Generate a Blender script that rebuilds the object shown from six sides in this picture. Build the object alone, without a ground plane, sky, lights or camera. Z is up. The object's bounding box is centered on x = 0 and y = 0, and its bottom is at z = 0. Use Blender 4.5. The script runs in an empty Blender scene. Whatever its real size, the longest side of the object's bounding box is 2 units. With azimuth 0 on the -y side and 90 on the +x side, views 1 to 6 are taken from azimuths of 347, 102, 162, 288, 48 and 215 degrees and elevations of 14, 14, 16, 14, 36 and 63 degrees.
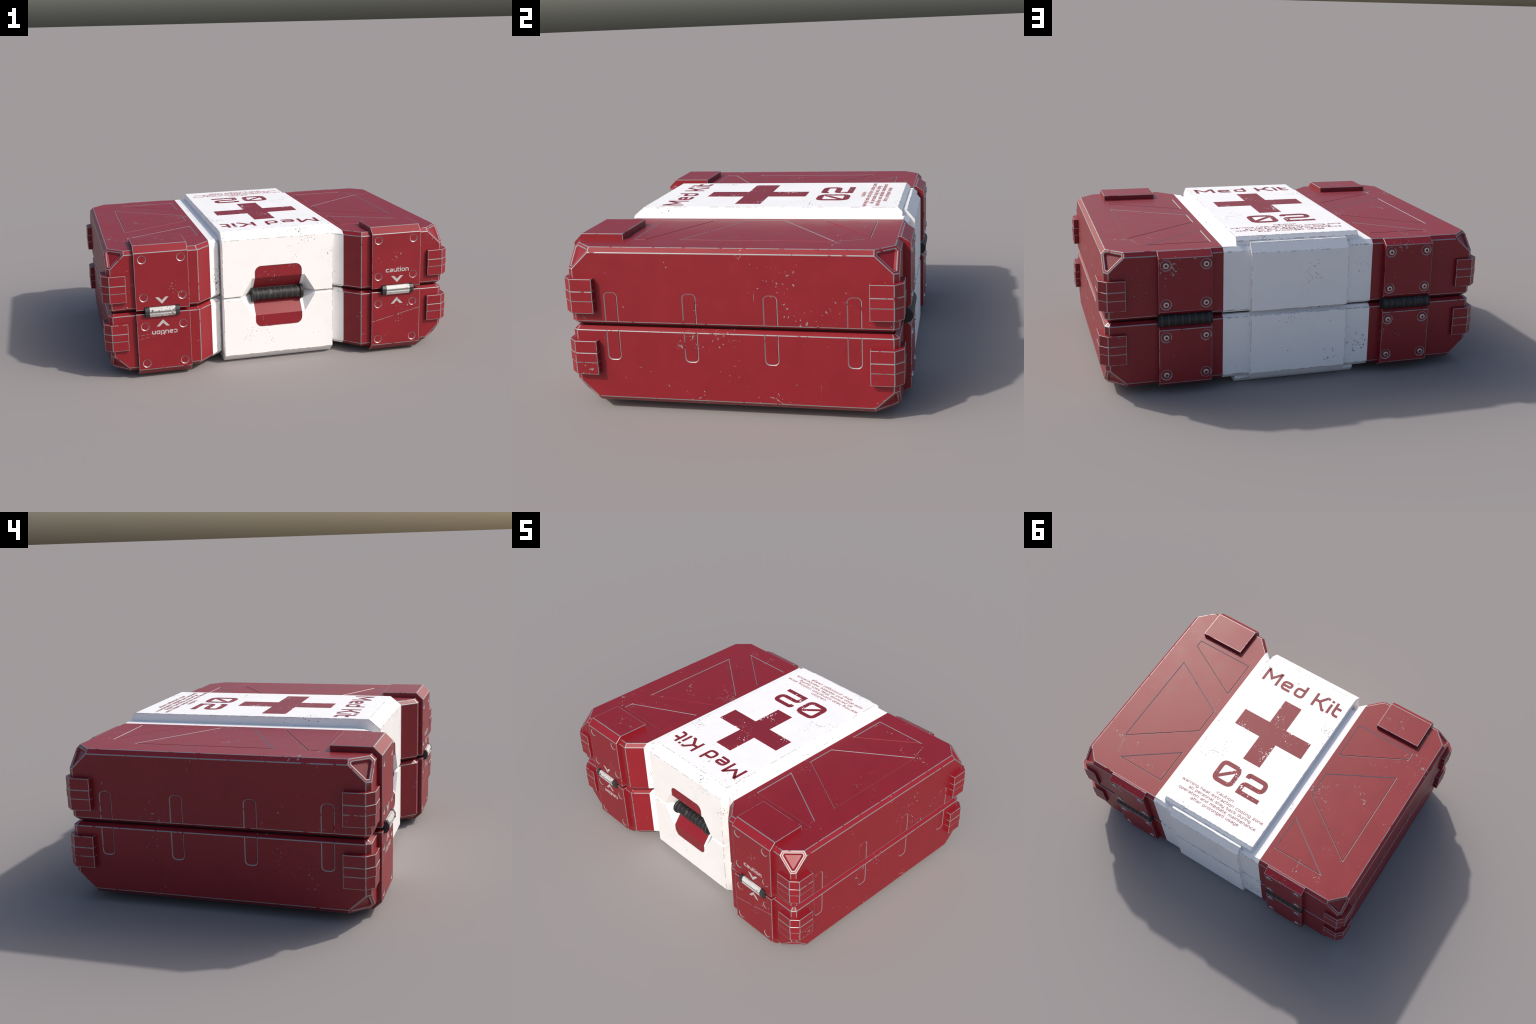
"""Armoured two-halved medical case: red shells, white centre band, corner
bumpers, latch and hinge plates, carrying handle and stencilled lettering.
z is measured from the seam plane (MID) while modelling; the lower half is the
upper half mirrored in that plane."""
import bpy, bmesh, math, random
from mathutils import Vector, Matrix, Euler

random.seed(7)
MID = 0.3837            # height of the seam
YC = 0.003              # centre line of the shells in y

# ------------------------------------------------------------------ materials
def node(nt, kind, **kw):
    n = nt.nodes.new(kind)
    for k, v in kw.items():
        setattr(n, k, v)
    return n

def link(nt, a, ao, b, bi):
    nt.links.new(a.outputs[ao], b.inputs[bi])

def math_node(nt, op, a, b=None, clamp=False):
    n = node(nt, "ShaderNodeMath", operation=op, use_clamp=clamp)
    for i, v in enumerate((a, b)):
        if v is None:
            continue
        if isinstance(v, (int, float)):
            n.inputs[i].default_value = v
        else:
            nt.links.new(v, n.inputs[i])
    return n.outputs[0]

def noise(nt, vec, scale, detail=3.0, rough=0.55, dist=0.0):
    n = node(nt, "ShaderNodeTexNoise")
    n.inputs["Scale"].default_value = scale
    n.inputs["Detail"].default_value = detail
    n.inputs["Roughness"].default_value = rough
    n.inputs["Distortion"].default_value = dist
    nt.links.new(vec, n.inputs["Vector"])
    return n.outputs["Fac"]

def step(nt, val, lo, hi):
    n = node(nt, "ShaderNodeMapRange")
    n.inputs["From Min"].default_value = lo
    n.inputs["From Max"].default_value = hi
    nt.links.new(val, n.inputs["Value"])
    return n.outputs["Result"]

def mix(nt, fac, a, b):
    n = node(nt, "ShaderNodeMix", data_type="RGBA")
    ins = [s for s in n.inputs if s.enabled]
    for s, v in zip(ins, (fac, a, b)):
        if isinstance(v, (tuple, float, int)):
            s.default_value = v
        else:
            nt.links.new(v, s)
    return [s for s in n.outputs if s.enabled][0]

def coords(nt):
    tc = node(nt, "ShaderNodeTexCoord")
    oi = node(nt, "ShaderNodeObjectInfo")
    off = math_node(nt, "MULTIPLY", oi.outputs["Random"], 37.0)
    add = node(nt, "ShaderNodeVectorMath", operation="ADD")
    nt.links.new(tc.outputs["Object"], add.inputs[0])
    comb = node(nt, "ShaderNodeCombineXYZ")
    nt.links.new(off, comb.inputs[0])
    nt.links.new(off, comb.inputs[2])
    nt.links.new(comb.outputs[0], add.inputs[1])
    return add.outputs[0]

def stretched(nt, vec, rot, scale):
    mp = node(nt, "ShaderNodeMapping")
    mp.inputs["Rotation"].default_value = rot
    mp.inputs["Scale"].default_value = scale
    nt.links.new(vec, mp.inputs["Vector"])
    return mp.outputs[0]

def wear_spots(nt, spots):
    """Extra wear round the places that took knocks: (centre, radius, strength)."""
    tc = node(nt, "ShaderNodeTexCoord")
    total = None
    for c, r, k in spots:
        d = node(nt, "ShaderNodeVectorMath", operation="DISTANCE")
        nt.links.new(tc.outputs["Object"], d.inputs[0])
        d.inputs[1].default_value = c
        n = node(nt, "ShaderNodeMapRange")
        n.inputs["From Min"].default_value, n.inputs["From Max"].default_value = r, 0.0
        n.inputs["To Max"].default_value = k
        nt.links.new(d.outputs["Value"], n.inputs["Value"])
        total = n.outputs[0] if total is None else math_node(nt, "MAXIMUM", total, n.outputs[0])
    return total

def chip_mask(nt, vec, amount, size=1.0, spots=()):
    """Small flakes that come in loose clusters, and a few scratches."""
    fine = noise(nt, vec, 58.0 / size, 4.0, 0.6)
    clump = noise(nt, vec, 5.5, 2.0, 0.5)
    v = math_node(nt, "ADD", fine, math_node(nt, "MULTIPLY", math_node(nt, "SUBTRACT", clump, 0.5), 0.62))
    if spots:
        v = math_node(nt, "ADD", v, wear_spots(nt, spots))
    flakes = step(nt, v, 0.725 - amount, 0.74 - amount)
    masks = flakes
    for rot, sc in (((0.3, 0.2, 0.5), (3, 85, 85)), ((0.2, -0.1, 0.1), (85, 85, 4))):
        s = noise(nt, stretched(nt, vec, rot, sc), 1.0, 2.0, 0.5)
        s = math_node(nt, "ADD", s, math_node(nt, "MULTIPLY", math_node(nt, "SUBTRACT", noise(nt, vec, 7.0, 3.0, 0.6), 0.5), 0.45))
        masks = math_node(nt, "MAXIMUM", masks, step(nt, s, 0.81 - amount, 0.825 - amount))
    return masks

def new_material(name):
    m = bpy.data.materials.new(name)
    m.use_nodes = True
    nt = m.node_tree
    return m, nt, nt.nodes["Principled BSDF"]

def paint(name, base, under, amount, rough=0.45, size=1.0, tint=0.06, under_rough=0.5, metal=0.0, spec=0.5, spots=()):
    m, nt, b = new_material(name)
    vec = coords(nt)
    mask = chip_mask(nt, vec, amount, size, spots)
    var = noise(nt, vec, 9.0, 4.0, 0.6)
    dark = tuple(c * (1 - tint) for c in base[:3]) + (1,)
    light = tuple(min(1, c * (1 + tint)) for c in base[:3]) + (1,)
    body = mix(nt, step(nt, var, 0.3, 0.7), dark, light)
    nt.links.new(mix(nt, mask, body, under), b.inputs["Base Color"])
    r = math_node(nt, "ADD", math_node(nt, "MULTIPLY", var, 0.14), rough - 0.07)
    nt.links.new(r, b.inputs["Roughness"])
    b.inputs["Specular IOR Level"].default_value = spec
    if metal:
        b.inputs["Metallic"].default_value = metal
    bump = node(nt, "ShaderNodeBump")
    bump.inputs["Strength"].default_value = 0.25
    bump.inputs["Distance"].default_value = 0.002
    h = math_node(nt, "SUBTRACT", math_node(nt, "MULTIPLY", noise(nt, vec, 160.0, 2.0), 0.25), mask)
    nt.links.new(h, bump.inputs["Height"])
    nt.links.new(bump.outputs[0], b.inputs["Normal"])
    return m

def worn_edge(name, base, under, keep, rough=0.45, metal=0.0):
    """Chamfered arris: bare material with paint left in places (keep = share)."""
    m, nt, b = new_material(name)
    vec = coords(nt)
    n = noise(nt, vec, 23.0, 4.0, 0.7)
    bare = step(nt, n, keep - 0.02, keep + 0.03)
    nt.links.new(mix(nt, bare, base, under), b.inputs["Base Color"])
    nt.links.new(math_node(nt, "MULTIPLY", bare, metal), b.inputs["Metallic"])
    b.inputs["Roughness"].default_value = rough
    return m

def plain(name, base, rough=0.5, metal=0.0):
    m, nt, b = new_material(name)
    b.inputs["Base Color"].default_value = base
    b.inputs["Roughness"].default_value = rough
    b.inputs["Metallic"].default_value = metal
    return m

RED = (0.244, 0.0085, 0.0165, 1)
WHITE = (0.945, 0.935, 0.925, 1)
BARE = (0.29, 0.275, 0.27, 1)
GRIME = (0.09, 0.075, 0.075, 1)
red_paint = paint("red_paint", RED, BARE, -0.006, 0.43, 0.78, spots=(
    ((.97, .34, .20), .17, .020), ((.97, -.13, -.08), .09, .02),
    ((-.84, .58, .342), .14, .06), ((.86, .58, .342), .12, .04), ((-.97, -.40, .18), .20, .05), ((.09, -.62, .15), .07, .12), ((-.06, -.62, -.14), .07, .12)))
red_edge = worn_edge("bare_edge_of_red_paint", RED, (0.33, 0.315, 0.32, 1), 0.385, 0.38, 0.45)
red_groove = worn_edge("bare_rim_of_recess", RED, (0.33, 0.315, 0.32, 1), 0.32, 0.40, 0.40)
white_paint = paint("white_paint", WHITE, GRIME, -0.008, 0.5, 0.62, 0.02, spots=(
    ((.19, -.62, .24), .17, .15), ((.12, -.62, .20), .10, .10), ((-.37, -.58, .14), .13, .14),
    ((-.34, .70, .15), .12, .13), ((-.37, .70, -.22), .12, .13), ((0, .65, .375), .25, .05)))
white_edge = worn_edge("edge_of_white_paint", WHITE, (0.42, 0.41, 0.41, 1), 0.50)
red_print = paint("red_print", (0.225, 0.011, 0.022, 1), WHITE, 0.022, 0.5, 0.75)
fine_print = paint("red_fine_print", (0.30, 0.06, 0.075, 1), WHITE, -0.02, 0.5, 0.8)
grey_print = paint("pale_grey_print", (0.50, 0.475, 0.465, 1), RED, 0.02, 0.5, 0.6)
rubber = paint("black_rubber", (0.015, 0.015, 0.016, 1), (0.08, 0.078, 0.075, 1), 0.06, 0.55, 1.8)
rubber_edge = worn_edge("scuff_glint_rubber_ridge", (0.025, 0.025, 0.026, 1), (0.045, 0.044, 0.042, 1), 0.44, 0.5)  # ridge tops coloured lighter: scuffing plus a painted-in glint of lit rubber
gasket_notch_black = plain("black_gasket_and_notch", (0.008, 0.008, 0.009, 1), 0.7)  # also colours the added shade sheet round each latch
steel = paint("screw_steel", (0.52, 0.52, 0.53, 1), (0.25, 0.25, 0.25, 1), 0.0, 0.32, 0.5, metal=0.9)
latch_white = paint("scuffed_latch_metal", (0.60, 0.59, 0.58, 1), GRIME, 0.09, 0.4, 0.55)
latch_groove = paint("dark_latch_groove", (0.22, 0.215, 0.21, 1), (0.45, 0.44, 0.43, 1), 0.05, 0.4, 0.6)
latch_cap = plain("latch_end_plastic", (0.035, 0.035, 0.035, 1), 0.4)

# ------------------------------------------------------------------ mesh tools
def prism(profile, lo, hi, axis="x"):
    """Closed solid: a 2D profile swept along an axis.
    x: profile is (y,z); y: profile is (x,z); z: profile is (x,y)."""
    bm = bmesh.new()
    def put(p, t):
        return {"x": (t, p[0], p[1]), "y": (p[0], t, p[1]), "z": (p[0], p[1], t)}[axis]
    a = [bm.verts.new(put(p, lo)) for p in profile]
    b = [bm.verts.new(put(p, hi)) for p in profile]
    n = len(profile)
    bm.faces.new(a)
    bm.faces.new(b)
    for i in range(n):
        bm.faces.new((a[i], a[(i + 1) % n], b[(i + 1) % n], b[i]))
    bmesh.ops.recalc_face_normals(bm, faces=bm.faces)
    return bm

def inset_outline(pts, d):
    """Offset a counter-clockwise polygon inward by d with mitred corners."""
    out = []
    n = len(pts)
    for i in range(n):
        p0, p1, p2 = (Vector(pts[(i + k) % n]) for k in (-1, 0, 1))
        e1, e2 = (p1 - p0).normalized(), (p2 - p1).normalized()
        n1, n2 = Vector((-e1.y, e1.x)), Vector((-e2.y, e2.x))
        m = n1 + n2
        out.append(tuple(p1 + m * (2 * d / m.length_squared)))
    return out

def loft(rings):
    """Closed solid through equal-length rings of 3D points."""
    bm = bmesh.new()
    vs = [[bm.verts.new(p) for p in r] for r in rings]
    n = len(rings[0])
    for r0, r1 in zip(vs, vs[1:]):
        for i in range(n):
            bm.faces.new((r0[i], r0[(i + 1) % n], r1[(i + 1) % n], r1[i]))
    bm.faces.new(vs[0])
    bm.faces.new(vs[-1])
    bmesh.ops.recalc_face_normals(bm, faces=bm.faces)
    return bm

def recess(prof, level, depth, slope, axis):
    """Cutter for a shallow sunken field: flat floor, sloping walls (slot 1).
    level is where the pierced face lies; the floor lies depth further in."""
    out = 0.02
    def put(p, t):
        return {"x": (t, p[0], p[1]), "y": (p[0], t, p[1]), "z": (p[0], p[1], t)}[axis]
    rim = inset_outline(prof, 0)
    floor = inset_outline(prof, slope)
    k = math.copysign(out, depth)
    mouth = inset_outline(prof, -slope * out / abs(depth))
    bm = loft([[put(p, level - depth) for p in floor], [put(p, level + k) for p in mouth]])
    ax = "xyz".index(axis)
    for f in bm.faces:
        f.material_index = 0 if abs(f.normal[ax]) > .98 else 1
    return bm

def groove(prof, level, depth, width, axis):
    """Cutter for a V-groove round an outline: outer wall slot 1, inner wall slot 5."""
    def put(p, t):
        return {"x": (t, p[0], p[1]), "y": (p[0], t, p[1]), "z": (p[0], p[1], t)}[axis]
    bm = bmesh.new()
    wide, steep, k = width * .76, width * .24, 1.5      # k: how far the cutter stands out of the face
    rings = [(-wide * k, -depth * k), (wide, depth), (width + steep * k, -depth * k)]
    vs = [[bm.verts.new(put(p, level - d)) for p in inset_outline(prof, i)] for i, d in rings]
    n = len(prof)
    for (a, b), slot in (((0, 1), 1), ((1, 2), 5), ((2, 0), 0)):
        for i in range(n):
            j = (i + 1) % n
            bm.faces.new((vs[a][i], vs[a][j], vs[b][j], vs[b][i])).material_index = slot
    bmesh.ops.recalc_face_normals(bm, faces=bm.faces)
    return bm

SLOTS = [bpy.data.materials.new("slot") for _ in range(6)]

def temp_object(bm):
    me = bpy.data.meshes.new("tmp")
    bm.to_mesh(me)
    bm.free()
    for m in SLOTS:
        me.materials.append(m)
    ob = bpy.data.objects.new("tmp", me)
    bpy.context.scene.collection.objects.link(ob)
    return ob

def carve(bm, cutters, op="DIFFERENCE"):
    """Boolean the cutters away from bm, return the new bmesh."""
    base = temp_object(bm)
    obs = [temp_object(c) for c in cutters]
    for o in obs:
        md = base.modifiers.new("cut", "BOOLEAN")
        md.operation, md.solver, md.object = op, "EXACT", o
    dg = bpy.context.evaluated_depsgraph_get()
    me = bpy.data.meshes.new_from_object(base.evaluated_get(dg))
    out = bmesh.new()
    out.from_mesh(me)
    for o in [base] + obs:
        m = o.data
        bpy.data.objects.remove(o)
        bpy.data.meshes.remove(m)
    bpy.data.meshes.remove(me)
    bmesh.ops.remove_doubles(out, verts=out.verts, dist=1e-5)
    return out

def wear_edges(bm, width, edge_slot, angle=22, keep=None):
    """Narrow, almost square rounding with its own material on every convex arris."""
    bm.normal_update()
    es = []
    for e in bm.edges:
        if len(e.link_faces) != 2 or not e.is_convex:
            continue
        if e.calc_face_angle(0) < math.radians(angle):
            continue
        if any(f.material_index in (edge_slot, 5) for f in e.link_faces):
            continue                        # walls of recesses are worn already
        if keep and not keep(e):
            continue
        es.append(e)
    if es:
        bmesh.ops.bevel(bm, geom=es, offset=width, offset_type="OFFSET", segments=3, profile=0.86,
                        affect="EDGES", clamp_overlap=False, material=edge_slot, loop_slide=True)
    bm.normal_update()

def flip_z(bm):
    for v in bm.verts:
        v.co.z = -v.co.z
    bmesh.ops.reverse_faces(bm, faces=bm.faces)

def to_mesh(bm, name, mats, smooth=0):
    me = bpy.data.meshes.new(name)
    bm.normal_update()
    bm.to_mesh(me)
    bm.free()
    for m in mats:
        me.materials.append(m)
    if smooth:
        me.polygons.foreach_set("use_smooth", [True] * len(me.polygons))
        me.set_sharp_from_angle(angle=math.radians(smooth))
    return me

def place(name, me, parent, loc=(0, 0, 0), scale=(1, 1, 1), rot=(0, 0, 0)):
    ob = bpy.data.objects.new(name, me)
    bpy.context.scene.collection.objects.link(ob)
    ob.parent = parent
    ob.location, ob.scale, ob.rotation_euler = loc, scale, rot
    return ob

def arc(cx, cy, r, a0, a1, n):
    return [(cx + r * math.cos(math.radians(a0 + (a1 - a0) * i / n)),
             cy + r * math.sin(math.radians(a0 + (a1 - a0) * i / n))) for i in range(n + 1)]

def circle(cx, cy, r, n):
    return arc(cx, cy, r, 0, 360, n)[:-1]

# ------------------------------------------------------------------ root
case = bpy.data.objects.new("medical_case", None)
bpy.context.scene.collection.objects.link(case)
case["label"] = "worn red and white armoured medical case with black handle"
case["category"] = "medical case"
AT = (0, 0, MID)

# ------------------------------------------------------------------ shells
SIDE, FRONT, BACK = 0.9705, -0.692, 0.6985
outline = [(-SIDE + .020, FRONT), (-0.4715, FRONT), (-0.352, FRONT + 0.1195), (-0.333, FRONT + 0.1285), (-0.333, FRONT + 0.165),
           (0.333, FRONT + 0.165), (0.333, FRONT + 0.1285), (0.352, FRONT + 0.1195),
           (0.4715, FRONT), (SIDE - .020, FRONT), (SIDE, FRONT + .022), (SIDE, BACK - .022),
           (SIDE - .020, BACK), (-SIDE + .020, BACK), (-SIDE, BACK - .022), (-SIDE, FRONT + .022)]
STRIPE = 0.3915

def slot_cutter(sx, yc):
    hw, top, r = 0.030, 0.151, 0.021
    prof = [(yc - hw, -0.01), (yc + hw, -0.01)] + arc(yc + hw - r, top - r, r, 0, 90, 6) + arc(yc - hw + r, top - r, r, 90, 180, 6)
    return groove(prof, sx * SIDE, sx * 0.0022, 0.0056, "x")

PANELS = [[(.4245, -.441), (.820, -.441), (.820, -.386), (.4245, -.1775)],
          [(.4235, -.027), (.820, -.240), (.820, .429), (.4235, .1455)],
          [(.4245, .325), (.758, .568), (.4245, .568)]]

def panel_cutter(sx, pts):
    p = [(sx * x, y) for x, y in pts]
    if sx < 0:
        p.reverse()
    return groove(p, 0.342, 0.0034, 0.0064, "z")

def build_shell(lower):
    rings = [[(x, y, z) for x, y in inset_outline(outline, d)]
             for z, d in ((0.0055, 0.019), (0.0195, 0.0), (0.3210, 0.0), (0.3420, 0.0205))]
    bm = loft(rings)
    k, reach = 1.046, 1.9045
    for sx in (-1, 1):
        for sy in (-1, 1):
            nrm = Vector((sx, sy, k)).normalized()
            co = Vector((sx * (reach - k * 0.342) / 2, YC + sy * (reach - k * 0.342) / 2, 0.342))
            res = bmesh.ops.bisect_plane(bm, geom=bm.verts[:] + bm.edges[:] + bm.faces[:], dist=1e-6,
                                         plane_co=co, plane_no=nrm, clear_outer=True)
            cut = [g for g in res["geom_cut"] if isinstance(g, bmesh.types.BMEdge)]
            f = bmesh.ops.contextual_create(bm, geom=cut)["faces"]
            bmesh.ops.recalc_face_normals(bm, faces=bm.faces)
            # bright rim, sloping wall and sunken triangular floor
            bmesh.ops.inset_region(bm, faces=f, thickness=0.0135, use_even_offset=True)
            bmesh.ops.inset_region(bm, faces=f, thickness=0.0095, depth=-0.010, use_even_offset=True)
    cutters = [slot_cutter(sx, yc) for sx in (-1, 1) for yc in (-.508, -.165, .178, .5205)]
    cutters += [panel_cutter(sx, p) for sx in (-1, 1) for p in PANELS]
    bm = carve(bm, cutters)
    for sx in (-1, 1):
        bmesh.ops.bisect_plane(bm, geom=bm.verts[:] + bm.edges[:] + bm.faces[:], dist=1e-6,
                               plane_co=(sx * STRIPE, 0, 0), plane_no=(sx, 0, 0))
    for f in bm.faces:
        if abs(f.calc_center_median().x) < STRIPE:
            f.material_index = 2
    def keep(e):
        return (e.verts[0].co.z + e.verts[1].co.z) / 2 > 0.008
    walls = [f for f in bm.faces if f.material_index == 1]
    wear_edges(bm, 0.0030, 1, keep=keep)
    for f in walls:
        if f.is_valid:
            f.material_index = 4
    # the rim of each corner triangle has a second worn line on its inner lip
    for f in bm.faces:
        if f.material_index == 1 and abs(f.calc_center_median().x) < STRIPE:
            f.material_index = 3
    if lower:
        flip_z(bm)
    return to_mesh(bm, "lower_shell" if lower else "upper_shell", (red_paint, red_edge, white_paint, white_edge, red_groove, red_paint))

upper = place("lid", build_shell(False), case, AT)
lower = place("base", build_shell(True), case, AT)

g = inset_outline(outline, 0.036)
place("gasket", to_mesh(prism(g, -0.0052, 0.0052, "z"), "gasket", (gasket_notch_black,)), case, AT)

# ------------------------------------------------------------------ centre band
CAPF, CAPB = -0.620, 0.667

def notch_depth(z):
    """y of the hand recess floor at height z (seam at 0)."""
    a = 0.1105
    return CAPF if abs(z) >= a else CAPF + (a - abs(z)) * 0.755

def wedge_cutter():
    a, w, tip = 0.1105, 0.154, 0.222
    y0, y1 = CAPF, CAPF + a * 0.755
    bm = bmesh.new()
    P = [(-w, y0, a), (w, y0, a), (tip, y0, 0), (w, y0, -a), (-w, y0, -a), (-tip, y0, 0)]
    front = [bm.verts.new((x, y - 0.05, z)) for x, y, z in P]
    rim = [bm.verts.new(p) for p in P]
    l, r = bm.verts.new((-w, y1, 0)), bm.verts.new((w, y1, 0))
    for i in range(6):
        j = (i + 1) % 6
        bm.faces.new((front[i], front[j], rim[j], rim[i]))
    bm.faces.new(front)
    bm.faces.new((rim[0], rim[1], r, l))
    bm.faces.new((rim[3], rim[4], l, r))
    bm.faces.new((rim[1], rim[2], r))
    bm.faces.new((rim[2], rim[3], r))
    bm.faces.new((rim[4], rim[5], l))
    bm.faces.new((rim[5], rim[0], l))
    bmesh.ops.recalc_face_normals(bm, faces=bm.faces)
    return bm

def liner_cutter():
    hw, top, r, sink = 0.136, 0.178, 0.036, 0.0022
    rows = [(0, hw), (0.1105, hw)] + [(z, w) for w, z in arc(hw - r, top - r, r, 0, 90, 8)]
    rows = [(-z, w) for z, w in reversed(rows[1:])] + rows
    bm = bmesh.new()
    grid = []
    for z, w in rows:
        y = notch_depth(z) + sink
        grid.append([bm.verts.new(p) for p in ((-w, CAPF - .04, z), (w, CAPF - .04, z), (w, y, z), (-w, y, z))])
    for a, b in zip(grid, grid[1:]):
        for i in range(4):
            j = (i + 1) % 4
            bm.faces.new((a[i], a[j], b[j], b[i]))
    bm.faces.new(grid[0])
    bm.faces.new(grid[-1])
    bmesh.ops.recalc_face_normals(bm, faces=bm.faces)
    return bm

def band_edge(e):
    a, b = (v.co for v in e.verts)
    if min(a.z, b.z) > 0.32:
        return True
    if max(a.y, b.y) > -0.47:
        return False
    in_notch = all(abs(c.x) < .2235 and c.z < .1115 for c in (a, b))
    at_liner = all(abs(abs(c.x) - .136) < .001 for c in (a, b)) and a.x * b.x > 0
    at_channel = all(.02 < c.z < .05 and c.y < -.55 and abs(c.x) < .1365 for c in (a, b))
    at_seam = max(a.z, b.z) < .0115 and max(abs(a.x), abs(b.x)) < .1365
    return not in_notch or at_liner or at_seam or at_channel

def build_band(lowerhalf):
    prof = [(CAPF, 0.0095), (CAPF, 0.338), (-0.564, 0.3837), (0.648, 0.3837), (CAPB, 0.3645),
            (CAPB, 0.310), (-0.46, 0.310), (-0.46, 0.0095)]
    bm = prism(prof, -0.3215, 0.3215, "x")
    channel = prism(circle(-.571, -.0015, .0400, 32), -.1345, .1345, "x")
    bm = carve(bm, [wedge_cutter(), liner_cutter(), channel])
    for f in bm.faces:
        c = f.calc_center_median()
        on_floor = abs(c.y - notch_depth(c.z) - 0.0022) < 6e-4 and abs(c.x) < 0.1365 and c.z < 0.179 and abs(f.normal.x) < .1
        f.material_index = 2 if on_floor and f.normal.y < -0.3 else 0
    wear_edges(bm, 0.0022, 1, angle=20, keep=band_edge)
    for f in bm.faces:                      # bare rim round the red liner
        c = f.calc_center_median()
        if f.material_index == 1 and abs(c.x) < .1385 and c.z < .181 and c.y < -.5 and (abs(c.x) > .1325 or c.z > .135 or c.z < .05):
            f.material_index = 3
    if lowerhalf:
        flip_z(bm)
    return to_mesh(bm, "lower_band" if lowerhalf else "upper_band", (white_paint, white_edge, red_paint, red_edge))

band = place("centre_band", build_band(False), upper, (0, 0, 0))
place("centre_band", build_band(True), lower, (0, 0, 0))
for sx in (-1, 1):      # white lips that close the gap between the two band halves
    for z0, z1, d in ((-.0105, .0015, 0), (.0015, .0105, .012)):
        lip = [(sx * x, y + d) for x, y in ((.150, -.526), (.219, -.609), (.318, -.609), (.318, -.50), (.150, -.50))]
        place("seam_lip", to_mesh(prism(lip, z0, z1, "z"), "seam_lip", (white_paint,)), case, AT)

def build_flap(lowerhalf):
    if lowerhalf:       # its top slopes up into the seam
        prof = [(0.668, -0.004), (0.7215, 0.0118), (0.7215, 0.3170), (0.684, 0.3605), (0.655, 0.3605), (0.655, 0.30), (0.668, 0.30)]
    else:
        prof = [(0.668, 0.0145), (0.7215, 0.0145), (0.7215, 0.3135), (0.684, 0.3585), (0.655, 0.3585), (0.655, 0.30), (0.668, 0.30)]
    bm = prism(prof, -0.2535, 0.2535, "x")
    wear_edges(bm, 0.0018, 1, keep=lambda e: max(v.co.y for v in e.verts) > .68)
    if lowerhalf:
        flip_z(bm)
    return to_mesh(bm, "rear_flap", (white_paint, white_edge))

place("rear_flap", build_flap(False), upper)
place("rear_flap", build_flap(True), lower)

# ------------------------------------------------------------------ latch plates
def build_latch_plate():
    prof = [(-.714, .0100), (-.714, .3310), (-.676, .3680), (-.487, .3680), (-.487, .330), (-.660, .330), (-.660, .0100)]
    bm = prism(prof, .529, .8235, "x")
    cuts = [recess(circle(x, z, .0238, 26), -.714, -.0028, .0042, "y") for x in (.568, .779) for z in (.082, .295)]
    bm = carve(bm, cuts)
    wear_edges(bm, 0.0032, 1, angle=25)
    return to_mesh(bm, "latch_plate", (red_paint, red_edge))

latch_plate = build_latch_plate()
plates = {}
for sx in (-1, 1):
    for half, sz in ((upper, 1), (lower, -1)):
        plates[sx, sz] = place("latch_plate", latch_plate, half, scale=(sx, 1, sz))

# ------------------------------------------------------------------ hinge plates and screws
SCREWS = [(x, z) for x in (.4845, .6812) for z in (.084, .279)]

def build_hinge_plate(lowerhalf):
    low = .0100 if lowerhalf else 0.0       # the lower plate reaches under the base
    prof = [(.665, .014), (.708, .024), (.7305, .0465), (.7305, .3145 + low), (.6890, .3416 + low), (.665, .3416 + low)]
    bm = prism(prof, .4535, .7165, "x")
    cuts = [recess(circle(x, z, .0280, 28), .7305, .0022, .0042, "y") for x, z in SCREWS]
    bm = carve(bm, cuts)
    wear_edges(bm, 0.0027, 1, angle=25)
    if lowerhalf:
        flip_z(bm)
    return to_mesh(bm, "hinge_plate", (red_paint, red_edge))

def build_screw():
    """Round-topped bolt head with a hexagonal socket; axis along +y."""
    bm = bmesh.new()
    n = 24
    rings = [(.0150, 0.0), (.0150, .0050), (.0135, .0072), (.0105, .0080)]
    vs = [[bm.verts.new((r * math.cos(2 * math.pi * i / n), y, r * math.sin(2 * math.pi * i / n))) for i in range(n)] for r, y in rings]
    def hexr(i):
        a = (2 * math.pi * i / n) % (math.pi / 3) - math.pi / 6
        return .0066 / math.cos(a)
    for y in (.0080, .0020):
        vs.append([bm.verts.new((hexr(i) * math.cos(2 * math.pi * i / n), y, hexr(i) * math.sin(2 * math.pi * i / n))) for i in range(n)])
    for r0, r1 in zip(vs, vs[1:]):
        for i in range(n):
            bm.faces.new((r0[i], r1[i], r1[(i + 1) % n], r0[(i + 1) % n]))
    f = bm.faces.new(vs[-1])
    f.material_index = 1
    bmesh.ops.recalc_face_normals(bm, faces=bm.faces)
    return to_mesh(bm, "hinge_screw", (steel, red_paint), 35)

hinge_plates, screw = {1: build_hinge_plate(False), -1: build_hinge_plate(True)}, build_screw()
for sx in (-1, 1):
    for half, sz in ((upper, 1), (lower, -1)):
        hp = place("hinge_plate", hinge_plates[sz], half, scale=(sx, 1, 1))
        for x, z in SCREWS:
            place("hinge_screw", screw, case, (sx * x, .7283, MID + sz * z), rot=(0, random.uniform(0, 6.28), 0))

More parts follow.
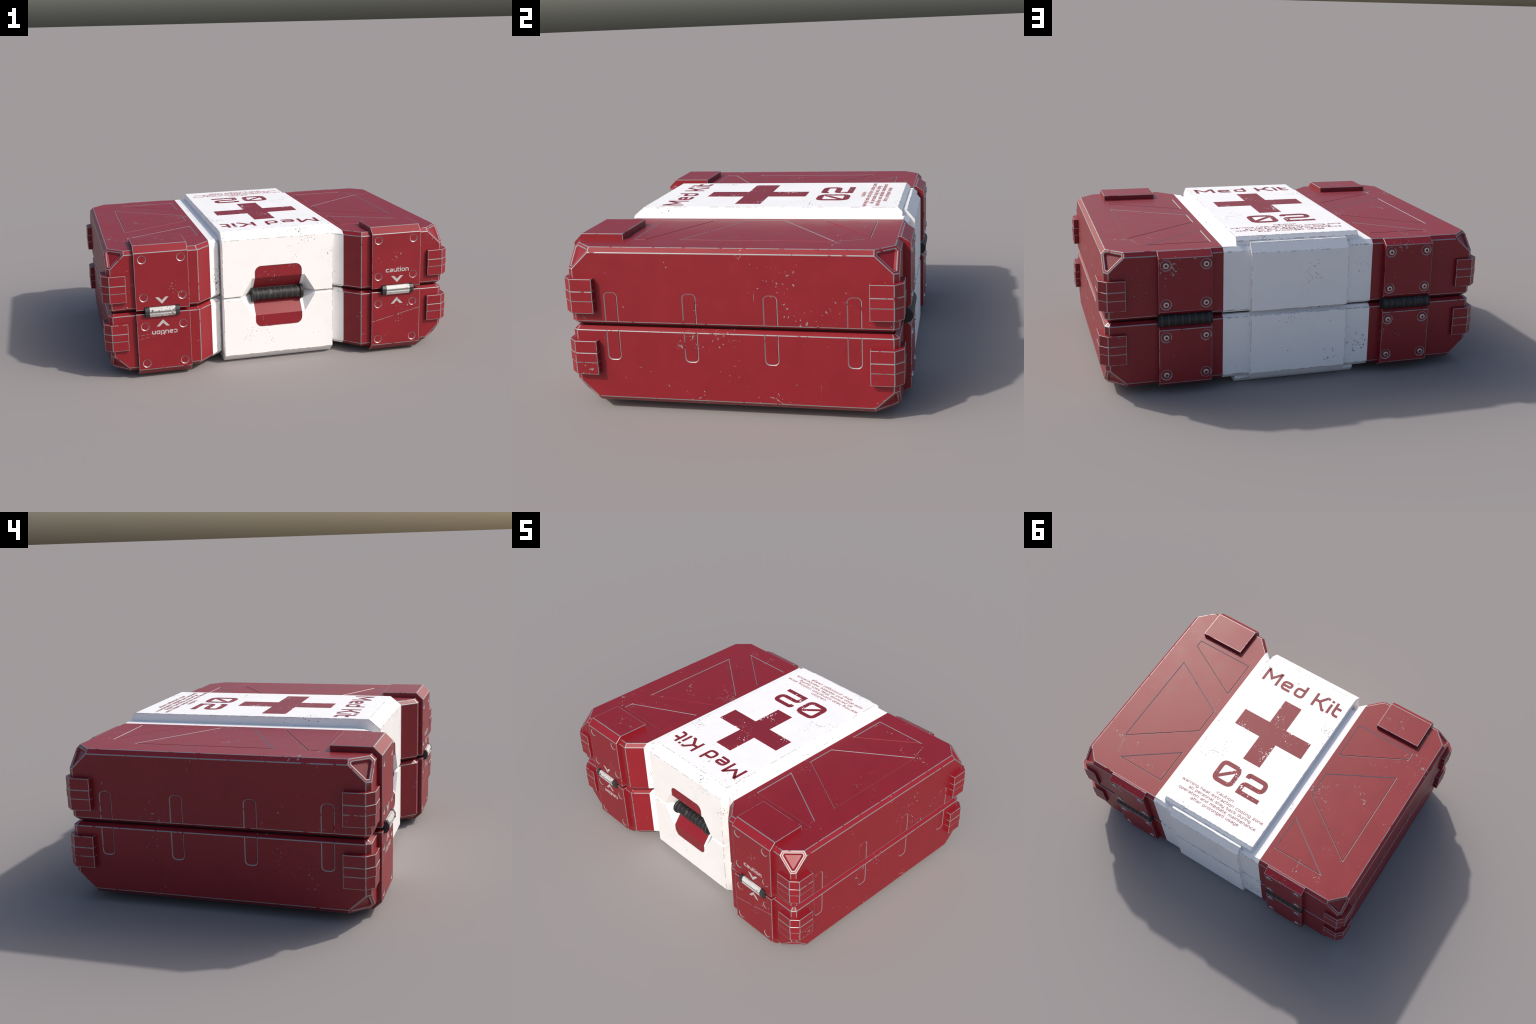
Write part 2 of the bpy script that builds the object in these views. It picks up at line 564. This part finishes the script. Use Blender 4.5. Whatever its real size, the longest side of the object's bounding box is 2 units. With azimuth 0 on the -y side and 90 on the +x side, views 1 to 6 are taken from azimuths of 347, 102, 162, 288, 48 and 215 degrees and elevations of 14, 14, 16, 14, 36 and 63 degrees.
# ------------------------------------------------------------------ grips and hinge rods
def ridged_rod(length, r, ridges, lip=None, n=32):
    """Rod along x with narrow raised rings; lip = (radius, thickness) of end discs."""
    st = [(-length / 2, r, 0)]
    pitch = length / ridges
    for i in range(ridges):
        c = -length / 2 + pitch * (i + .5)
        st += [(c - .0055, r, 0), (c - .0035, r + .0008, 1), (c + .0035, r + .0008, 0), (c + .0055, r, 0)]
    st.append((length / 2, r, 0))
    if lip:
        lr, lt = lip
        def disc(x0, x1):
            return [(x0, r * .9, 0), (x0, lr - .003, 1), (x0 + .003, lr, 0), (x1 - .003, lr, 1), (x1, lr - .003, 0), (x1, r * .9, 0)]
        st = disc(-length / 2 - lt, -length / 2) + st + disc(length / 2, length / 2 + lt)
    bm = bmesh.new()
    vs = [[bm.verts.new((x, rr * math.cos(2 * math.pi * i / n), rr * math.sin(2 * math.pi * i / n))) for i in range(n)] for x, rr, _ in st]
    for (r0, r1), s in zip(zip(vs, vs[1:]), st):
        for i in range(n):
            f = bm.faces.new((r0[i], r1[i], r1[(i + 1) % n], r0[(i + 1) % n]))
            f.material_index = s[2]
    bm.faces.new(vs[0])
    bm.faces.new(vs[-1])
    bmesh.ops.recalc_face_normals(bm, faces=bm.faces)
    return bm

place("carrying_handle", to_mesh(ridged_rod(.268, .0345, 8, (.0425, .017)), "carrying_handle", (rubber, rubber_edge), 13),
      case, (0, -.571, MID - .0015))
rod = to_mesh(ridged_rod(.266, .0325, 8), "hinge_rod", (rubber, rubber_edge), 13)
for sx in (-1, 1):
    place("hinge_rod", rod, case, (sx * .585, .7055, MID - .001), rot=(random.uniform(0, 6), 0, 0))

# ------------------------------------------------------------------ latches
def build_latch_bar(x0, x1, groove):
    y0, y1, y2 = -.712, -.7262, -.7352
    prof = [(y0, .0262), (y1, .0262), (y2, .0100), (y2, .0006), (y2, -.0100), (y1, -.0262), (y0, -.0262)]
    if groove:
        prof[3:4] = [(y2, .0055), (y2 + .003, .0045), (y2 + .003, -.0045), (y2, -.0055)]
    bm = prism(prof, x0, x1, "x")
    if groove:
        for f in bm.faces:
            c = f.calc_center_median()
            if abs(c.z) < .0056 and c.y < -.72 and abs(f.normal.x) < .5:
                f.material_index = 1
    wear_edges(bm, .0016, 2)
    for f in bm.faces:
        if f.material_index == 2:
            f.material_index = 0
    return bm

cx = .6815
latch = to_mesh(build_latch_bar(cx - .0705, cx + .0705, True), "latch", (latch_white, latch_groove))
end_cap = to_mesh(build_latch_bar(-.012, .012, False), "latch_end", (latch_cap,))
notch_shade = to_mesh(prism([(cx - .0965, -.029), (cx + .0965, -.029), (cx + .0965, .029), (cx - .0965, .029)], -.7155, -.67, "y"),
                     "latch_notch_shade", (gasket_notch_black,))  # added black sheet, stands in for the shaded notch round the latch
for sx in (-1, 1):
    la = place("latch", latch, case, AT, scale=(sx, 1, 1))
    place("latch_notch_shade", notch_shade, la)
    for e in (-1, 1):
        place("latch_end", end_cap, la, (cx + e * .0825, 0, 0))

# ------------------------------------------------------------------ corner bumpers
def bumper_band(z0, z1, grow):
    o = grow
    plan = [(.871, -.7105 - o), (.9600, -.7105 - o), (.9982 + o, -.6745), (.9982 + o, -.5765), (.955, -.5765), (.955, -.655), (.930, -.680), (.871, -.680)]
    bm = prism(plan, z0, z1, "z")
    wear_edges(bm, .0028, 1, keep=lambda e: all(max(v.co.x - .953, -.682 - v.co.y) > 0 for v in e.verts))
    return bm

def build_bumper():
    parts = [bumper_band(.0615, .1155, 0), bumper_band(.1145, .1575, .0018), bumper_band(.1565, .2115, 0)]
    out = bmesh.new()
    for p in parts:
        me = bpy.data.meshes.new("tmp")
        p.to_mesh(me)
        p.free()
        out.from_mesh(me)
        bpy.data.meshes.remove(me)
    for v in out.verts:
        v.co.y -= YC
    return to_mesh(out, "corner_bumper", (red_paint, red_edge))

bumper = build_bumper()
for sx in (-1, 1):
    for sy in (-1, 1):
        for half, sz in ((upper, 1), (lower, -1)):
            place("corner_bumper", bumper, half, (0, YC + .0005, 0), (sx, -sy, sz))

# ------------------------------------------------------------------ lettering
def round_path(pts, r, n):
    """Replace inner corners of a polyline by arcs of radius r."""
    out = [Vector(pts[0])]
    for a, b, c in zip(pts, pts[1:], pts[2:]):
        a, b, c = Vector(a), Vector(b), Vector(c)
        d1, d2 = (a - b), (c - b)
        l1, l2 = d1.length, d2.length
        d1.normalize(); d2.normalize()
        t = min(r, l1 * .49, l2 * .49)
        if r <= 0 or d1.angle(d2) > 3.0:
            out.append(b)
            continue
        p, q = b + d1 * t, b + d2 * t
        for i in range(n + 1):
            u = i / n
            out.append(p * (1 - u) ** 2 + b * 2 * u * (1 - u) + q * u * u)
    out.append(Vector(pts[-1]))
    return out

def stroke(bm, pts, width, z0, z1, r=0.0, n=4):
    """Raised ribbon of constant width along a polyline in the xy plane."""
    path = round_path(pts, r, n) if r > 0 else [Vector(p) for p in pts]
    m = len(path)
    L, R = [], []
    for i, p in enumerate(path):
        d1 = (path[i] - path[i - 1]).normalized() if i else (path[1] - path[0]).normalized()
        d2 = (path[i + 1] - path[i]).normalized() if i < m - 1 else d1
        n1, n2 = Vector((-d1.y, d1.x)), Vector((-d2.y, d2.x))
        mm = n1 + n2
        off = mm * (width / max(mm.length_squared, .3))
        L.append(p + off)
        R.append(p - off)
    top = [(bm.verts.new((a.x, a.y, z1)), bm.verts.new((b.x, b.y, z1))) for a, b in zip(L, R)]
    bot = [(bm.verts.new((a.x, a.y, z0)), bm.verts.new((b.x, b.y, z0))) for a, b in zip(L, R)]
    for i in range(m - 1):
        (a, b), (c, d) = top[i], top[i + 1]
        (e, f), (g2, h) = bot[i], bot[i + 1]
        bm.faces.new((a, b, d, c))
        bm.faces.new((a, c, g2, e))
        bm.faces.new((b, f, h, d))
    bm.faces.new((top[0][0], bot[0][0], bot[0][1], top[0][1]))
    bm.faces.new((top[-1][0], top[-1][1], bot[-1][1], bot[-1][0]))

def polygon(bm, pts, z0, z1):
    a = [bm.verts.new((x, y, z1)) for x, y in pts]
    b = [bm.verts.new((x, y, z0)) for x, y in pts]
    bm.faces.new(a)
    for i in range(len(a)):
        j = (i + 1) % len(a)
        bm.faces.new((a[i], b[i], b[j], a[j]))

def glyph(ch, s, cap):
    """Strokes of a square techno alphabet. x-height is 1; s = stroke width.
    Returns (advance width, [(points, rounded)])."""
    w = {"i": s, "l": .42, "t": .62, "f": .55, "r": .72, "m": 1.5, "w": 1.45, "M": 1.55, "K": 1.33, " ": .55, "-": .62}.get(ch, 1.0)
    h = s / 2
    l, r, b, t, A, D = h, w - h, h, 1 - h, cap - h, -.36 + h
    li, ri, m = s, w - s, .5
    G = {
        "a": [([(l + .05, t), (r, t), (r, b), (l, b), (l, m), (ri, m)], 1)],
        "b": [([(l, cap), (l, b), (r, b), (r, t), (li, t)], 1)],
        "c": [([(w, t), (l, t), (l, b), (w, b)], 1)],
        "d": [([(r, cap), (r, b), (l, b), (l, t), (ri, t)], 1)],
        "e": [([(li, m), (r, m), (r, t), (l, t), (l, b), (w - .03, b)], 1)],
        "f": [([(l, 0), (l, A), (w, A)], 1), ([(li, t), (w, t)], 0)],
        "g": [([(ri, b), (l, b), (l, t), (r, t), (r, D), (l, D)], 1)],
        "h": [([(l, 0), (l, cap)], 0), ([(li, t), (r, t), (r, 0)], 1)],
        "i": [([(l, 0), (l, 1)], 0), ([(l, cap - s * .9), (l, cap)], 0)],
        "k": [([(l, 0), (l, cap)], 0), ([(li, m), (.5, m), (.92, 1)], 0), ([(.5, m), (.95, 0)], 0)],
        "l": [([(l, cap), (l, b), (w, b)], 1)],
        "m": [([(l, 0), (l, 1)], 0), ([(li, t), (r, t), (r, 0)], 1), ([(w / 2, 0), (w / 2, 1 - s)], 0)],
        "n": [([(l, 0), (l, 1)], 0), ([(li, t), (r, t), (r, 0)], 1)],
        "o": [([(l, m), (l, t), (r, t), (r, b), (l, b), (l, m)], 1)],
        "p": [([(l, -.36), (l, t), (r, t), (r, b), (li, b)], 1)],
        "r": [([(l, 0), (l, t), (w, t)], 1)],
        "s": [([(w - .04, t), (l, t), (l, m), (r, m), (r, b), (.04, b)], 1)],
        "t": [([(l, cap), (l, b), (w, b)], 1), ([(li, t), (w, t)], 0)],
        "u": [([(l, 1), (l, b), (r, b)], 1), ([(r, 1), (r, 0)], 0)],
        "w": [([(h * .6, 1), (.38, 0), (w / 2, .93), (w - .38, 0), (w - h * .6, 1)], 0)],
        "x": [([(.08, 1), (.92, 0)], 0), ([(.92, 1), (.08, 0)], 0)],
        "y": [([(l, 1), (l, b), (ri, b)], 1), ([(r, 1), (r, D), (l, D)], 1)],
        "z": [([(0, t), (r, t), (l, b), (w, b)], 0)],
        "-": [([(.05, m), (w - .05, m)], 0)],
        "M": [([(l, 0), (l, A), (l + .05, A), (w / 2, .50), (r - .05, A), (r, A), (r, 0)], 0)],
        "K": [([(l, 0), (l, cap)], 0), ([(li, cap * .5), (.60, cap * .5), (1.08, cap * .96), (w, cap * .96)], 0),
              ([(.60, cap * .5), (1.14, s * .2), (w, s * .2)], 0)],
        " ": [],
    }
    return w, G[ch]

def write(text, xh, s, gap, cap=1.37, align="c", z0=-.0006, z1=.0007, n=3, width=None, r=.27):
    """Mesh of one line of lettering; baseline on y=0, reading along +x."""
    widths = [glyph(c, s, cap)[0] for c in text]
    total = sum(widths) + gap * (len(text) - 1)
    sx = 1.0 if width is None else width / (total * xh)
    x = -total / 2 if align == "c" else 0.0
    bm = bmesh.new()
    for c, w in zip(text, widths):
        for i, (pts, rnd) in enumerate(glyph(c, s, cap)[1]):
            p = [((x + px) * xh * sx, py * xh) for px, py in pts]
            stroke(bm, p, s * xh, z0, z1 + i * 1.5e-4, r * xh if rnd else 0, n)
        x += w + gap
    return bm

def merge(bms):
    out = bmesh.new()
    for b in bms:
        me = bpy.data.meshes.new("tmp")
        b.to_mesh(me)
        b.free()
        out.from_mesh(me)
        bpy.data.meshes.remove(me)
    return out

def fix_normals(bm):
    bm.normal_update()
    for f in bm.faces:
        if abs(f.normal.z) > .7 and f.normal.z < 0:
            f.normal_flip()
    return bm

TOPROT = (0, 0, math.pi)
TOP = .3837

def on_top(name, bm, mat, x, y):
    return place(name, to_mesh(fix_normals(bm), name, (mat,)), band, (x, y, TOP), rot=TOPROT)

bm = bmesh.new()
a, q = .0618, .249
polygon(bm, [(-a, q), (-a, a), (-q, a), (-q, -a), (-a, -a), (-a, -q), (a, -q), (a, -a), (q, -a), (q, a), (a, a), (a, q)], -.0006, .0007)
on_top("red_cross", bm, red_print, 0, -.0713)

# title: letters set one by one at their own places on the lid
for ch, xl in (("M", .2885), ("e", .1520), ("d", .0522), ("K", -.0868), ("i", -.2010), ("t", -.2346)):
    w, strokes = glyph(ch, .24, 1.40)
    s_x = {"M": .1155, "e": .0765, "d": .0755, "K": .0985, "i": .0175, "t": .0510}[ch] / (w * .0735)
    b2 = bmesh.new()
    for i, (pts, rnd) in enumerate(strokes):
        stroke(b2, [(px * .0735 * s_x, py * .0735) for px, py in pts], .0175, -.0006, .0007 + i * 1.5e-4, .021 if rnd else 0, 5)
    on_top("title_letter", b2, red_print, xl, -.3830)

def digit_zero():
    b = bmesh.new()
    w, h, s = .1520, .1600, .0295
    l, r, bo, t = s / 2, w - s / 2, s / 2, h - s / 2
    stroke(b, [(l, h / 2), (l, t), (r, t), (r, bo), (l, bo), (l, h / 2)], s, -.0006, .0007, .034, 6)
    stroke(b, [(l + s * .35, bo + s * .62), (r - s * .35, t - s * .62)], s * .74, -.0006, .0008)
    return b

def digit_two():
    b = bmesh.new()
    w, h, s = .1600, .1605, .0295
    l, r, bo, t = s / 2, w - s / 2, s / 2, h - s / 2
    m = h / 2 - .001
    stroke(b, [(l, t - s * .85), (l, t), (r, t), (r, m), (l, m), (l, bo + s / 2)], s, -.0006, .0007, .030, 6)
    stroke(b, [(0, bo), (w + .003, bo)], s, -.0006, .0008)
    return b

on_top("numeral", digit_zero(), red_print, .1625, .3993)
on_top("numeral", digit_two(), red_print, -.0248, .3998)

for text, y, width, xc in (("caution", .4672, .122, .007), ("warning heat-extraction cooling zone", .4980, .597, .0075),
                           ("all personal stay back during", .5270, .456, .009), ("operation and mediate maintenance", .5562, .565, .0095),
                           ("after prolonged usage", .5850, .352, .008)):
    on_top("warning_text", write(text, .0150, .185, .24, width=width, n=2), fine_print, xc, y)

# caution lettering and arrows on the latch plates (face -y)
STAND = (math.pi / 2, 0, 0)

def on_front(name, bm, x, z, rz=0.0):
    rot = Euler(STAND).to_matrix() @ Matrix.Rotation(rz, 3, "Z")
    return place(name, to_mesh(fix_normals(bm), name, (grey_print,)), case, (x, -.714, z), rot=rot.to_euler())

def chevron():
    b = bmesh.new()
    polygon(b, [(0, 0), (.0365, .0388), (.0190, .0388), (0, .0203), (-.0190, .0388), (-.0365, .0388)], -.0006, .0007)
    return b

on_front("caution_lettering", write("caution", .0205, .25, .17, cap=1.33, width=.1405), .6815, .4870)
on_front("caution_lettering", write("caution", .0205, .25, .17, cap=1.33, width=.1405), -.6735, .2735, math.pi)
for sx in (-1, 1):
    on_front("arrow_mark", chevron(), sx * .6808, .4244)
    on_front("arrow_mark", chevron(), sx * .6808, .3352, math.pi)

# ------------------------------------------------------------------ deep scratches
def scratch(x0, y0, x1, y1, w, gaps=0.25):
    """Broken, slightly wandering scratch between two points of a plane."""
    b = bmesh.new()
    n = max(3, int(math.hypot(x1 - x0, y1 - y0) / .009))
    p = []
    for i in range(n + 1):
        u = i / n
        j = random.uniform(-.0009, .0009)
        p.append((x0 + (x1 - x0) * u + j, y0 + (y1 - y0) * u + j))
    for i in range(n):
        if random.random() > gaps:
            stroke(b, p[i:i + 2], w * random.uniform(.5, 1.1), -.0004, .0003)
    return fix_normals(b)

def scratch_on(bm, loc, rot, mat=None):
    place("scratch", to_mesh(bm, "scratch", (mat or bare_scratch,)), case, loc, rot=rot)

bare_scratch = plain("bare_scratch", BARE, 0.5)
dark_scratch = plain("dark_scratch", (0.16, 0.14, 0.14, 1), 0.6)
for x0, z0, x1, z1 in ((.531, .196, .821, .262), (-.822, .228, -.760, .240), (-.822, .252, -.735, .258)):
    scratch_on(scratch(x0, z0, x1, z1, .0026, .15), (0, -.714, 0), STAND)
TOPZ = MID + .342
for x0, y0, x1, y1 in ((.44, .50, .452, .585), (.78, .545, .812, .44), (.74, -.47, .56, -.475)):
    scratch_on(scratch(x0, y0, x1, y1, .0024, .35), (0, 0, TOPZ), (0, 0, 0))
for x0, y0, x1, y1 in ((.361, .15, .350, .235), (.352, -.02, .366, .02), (-.36, .25, -.372, .31)):
    scratch_on(scratch(x0, y0, x1, y1, .0030, .35), (0, 0, TOPZ), (0, 0, 0), dark_scratch)
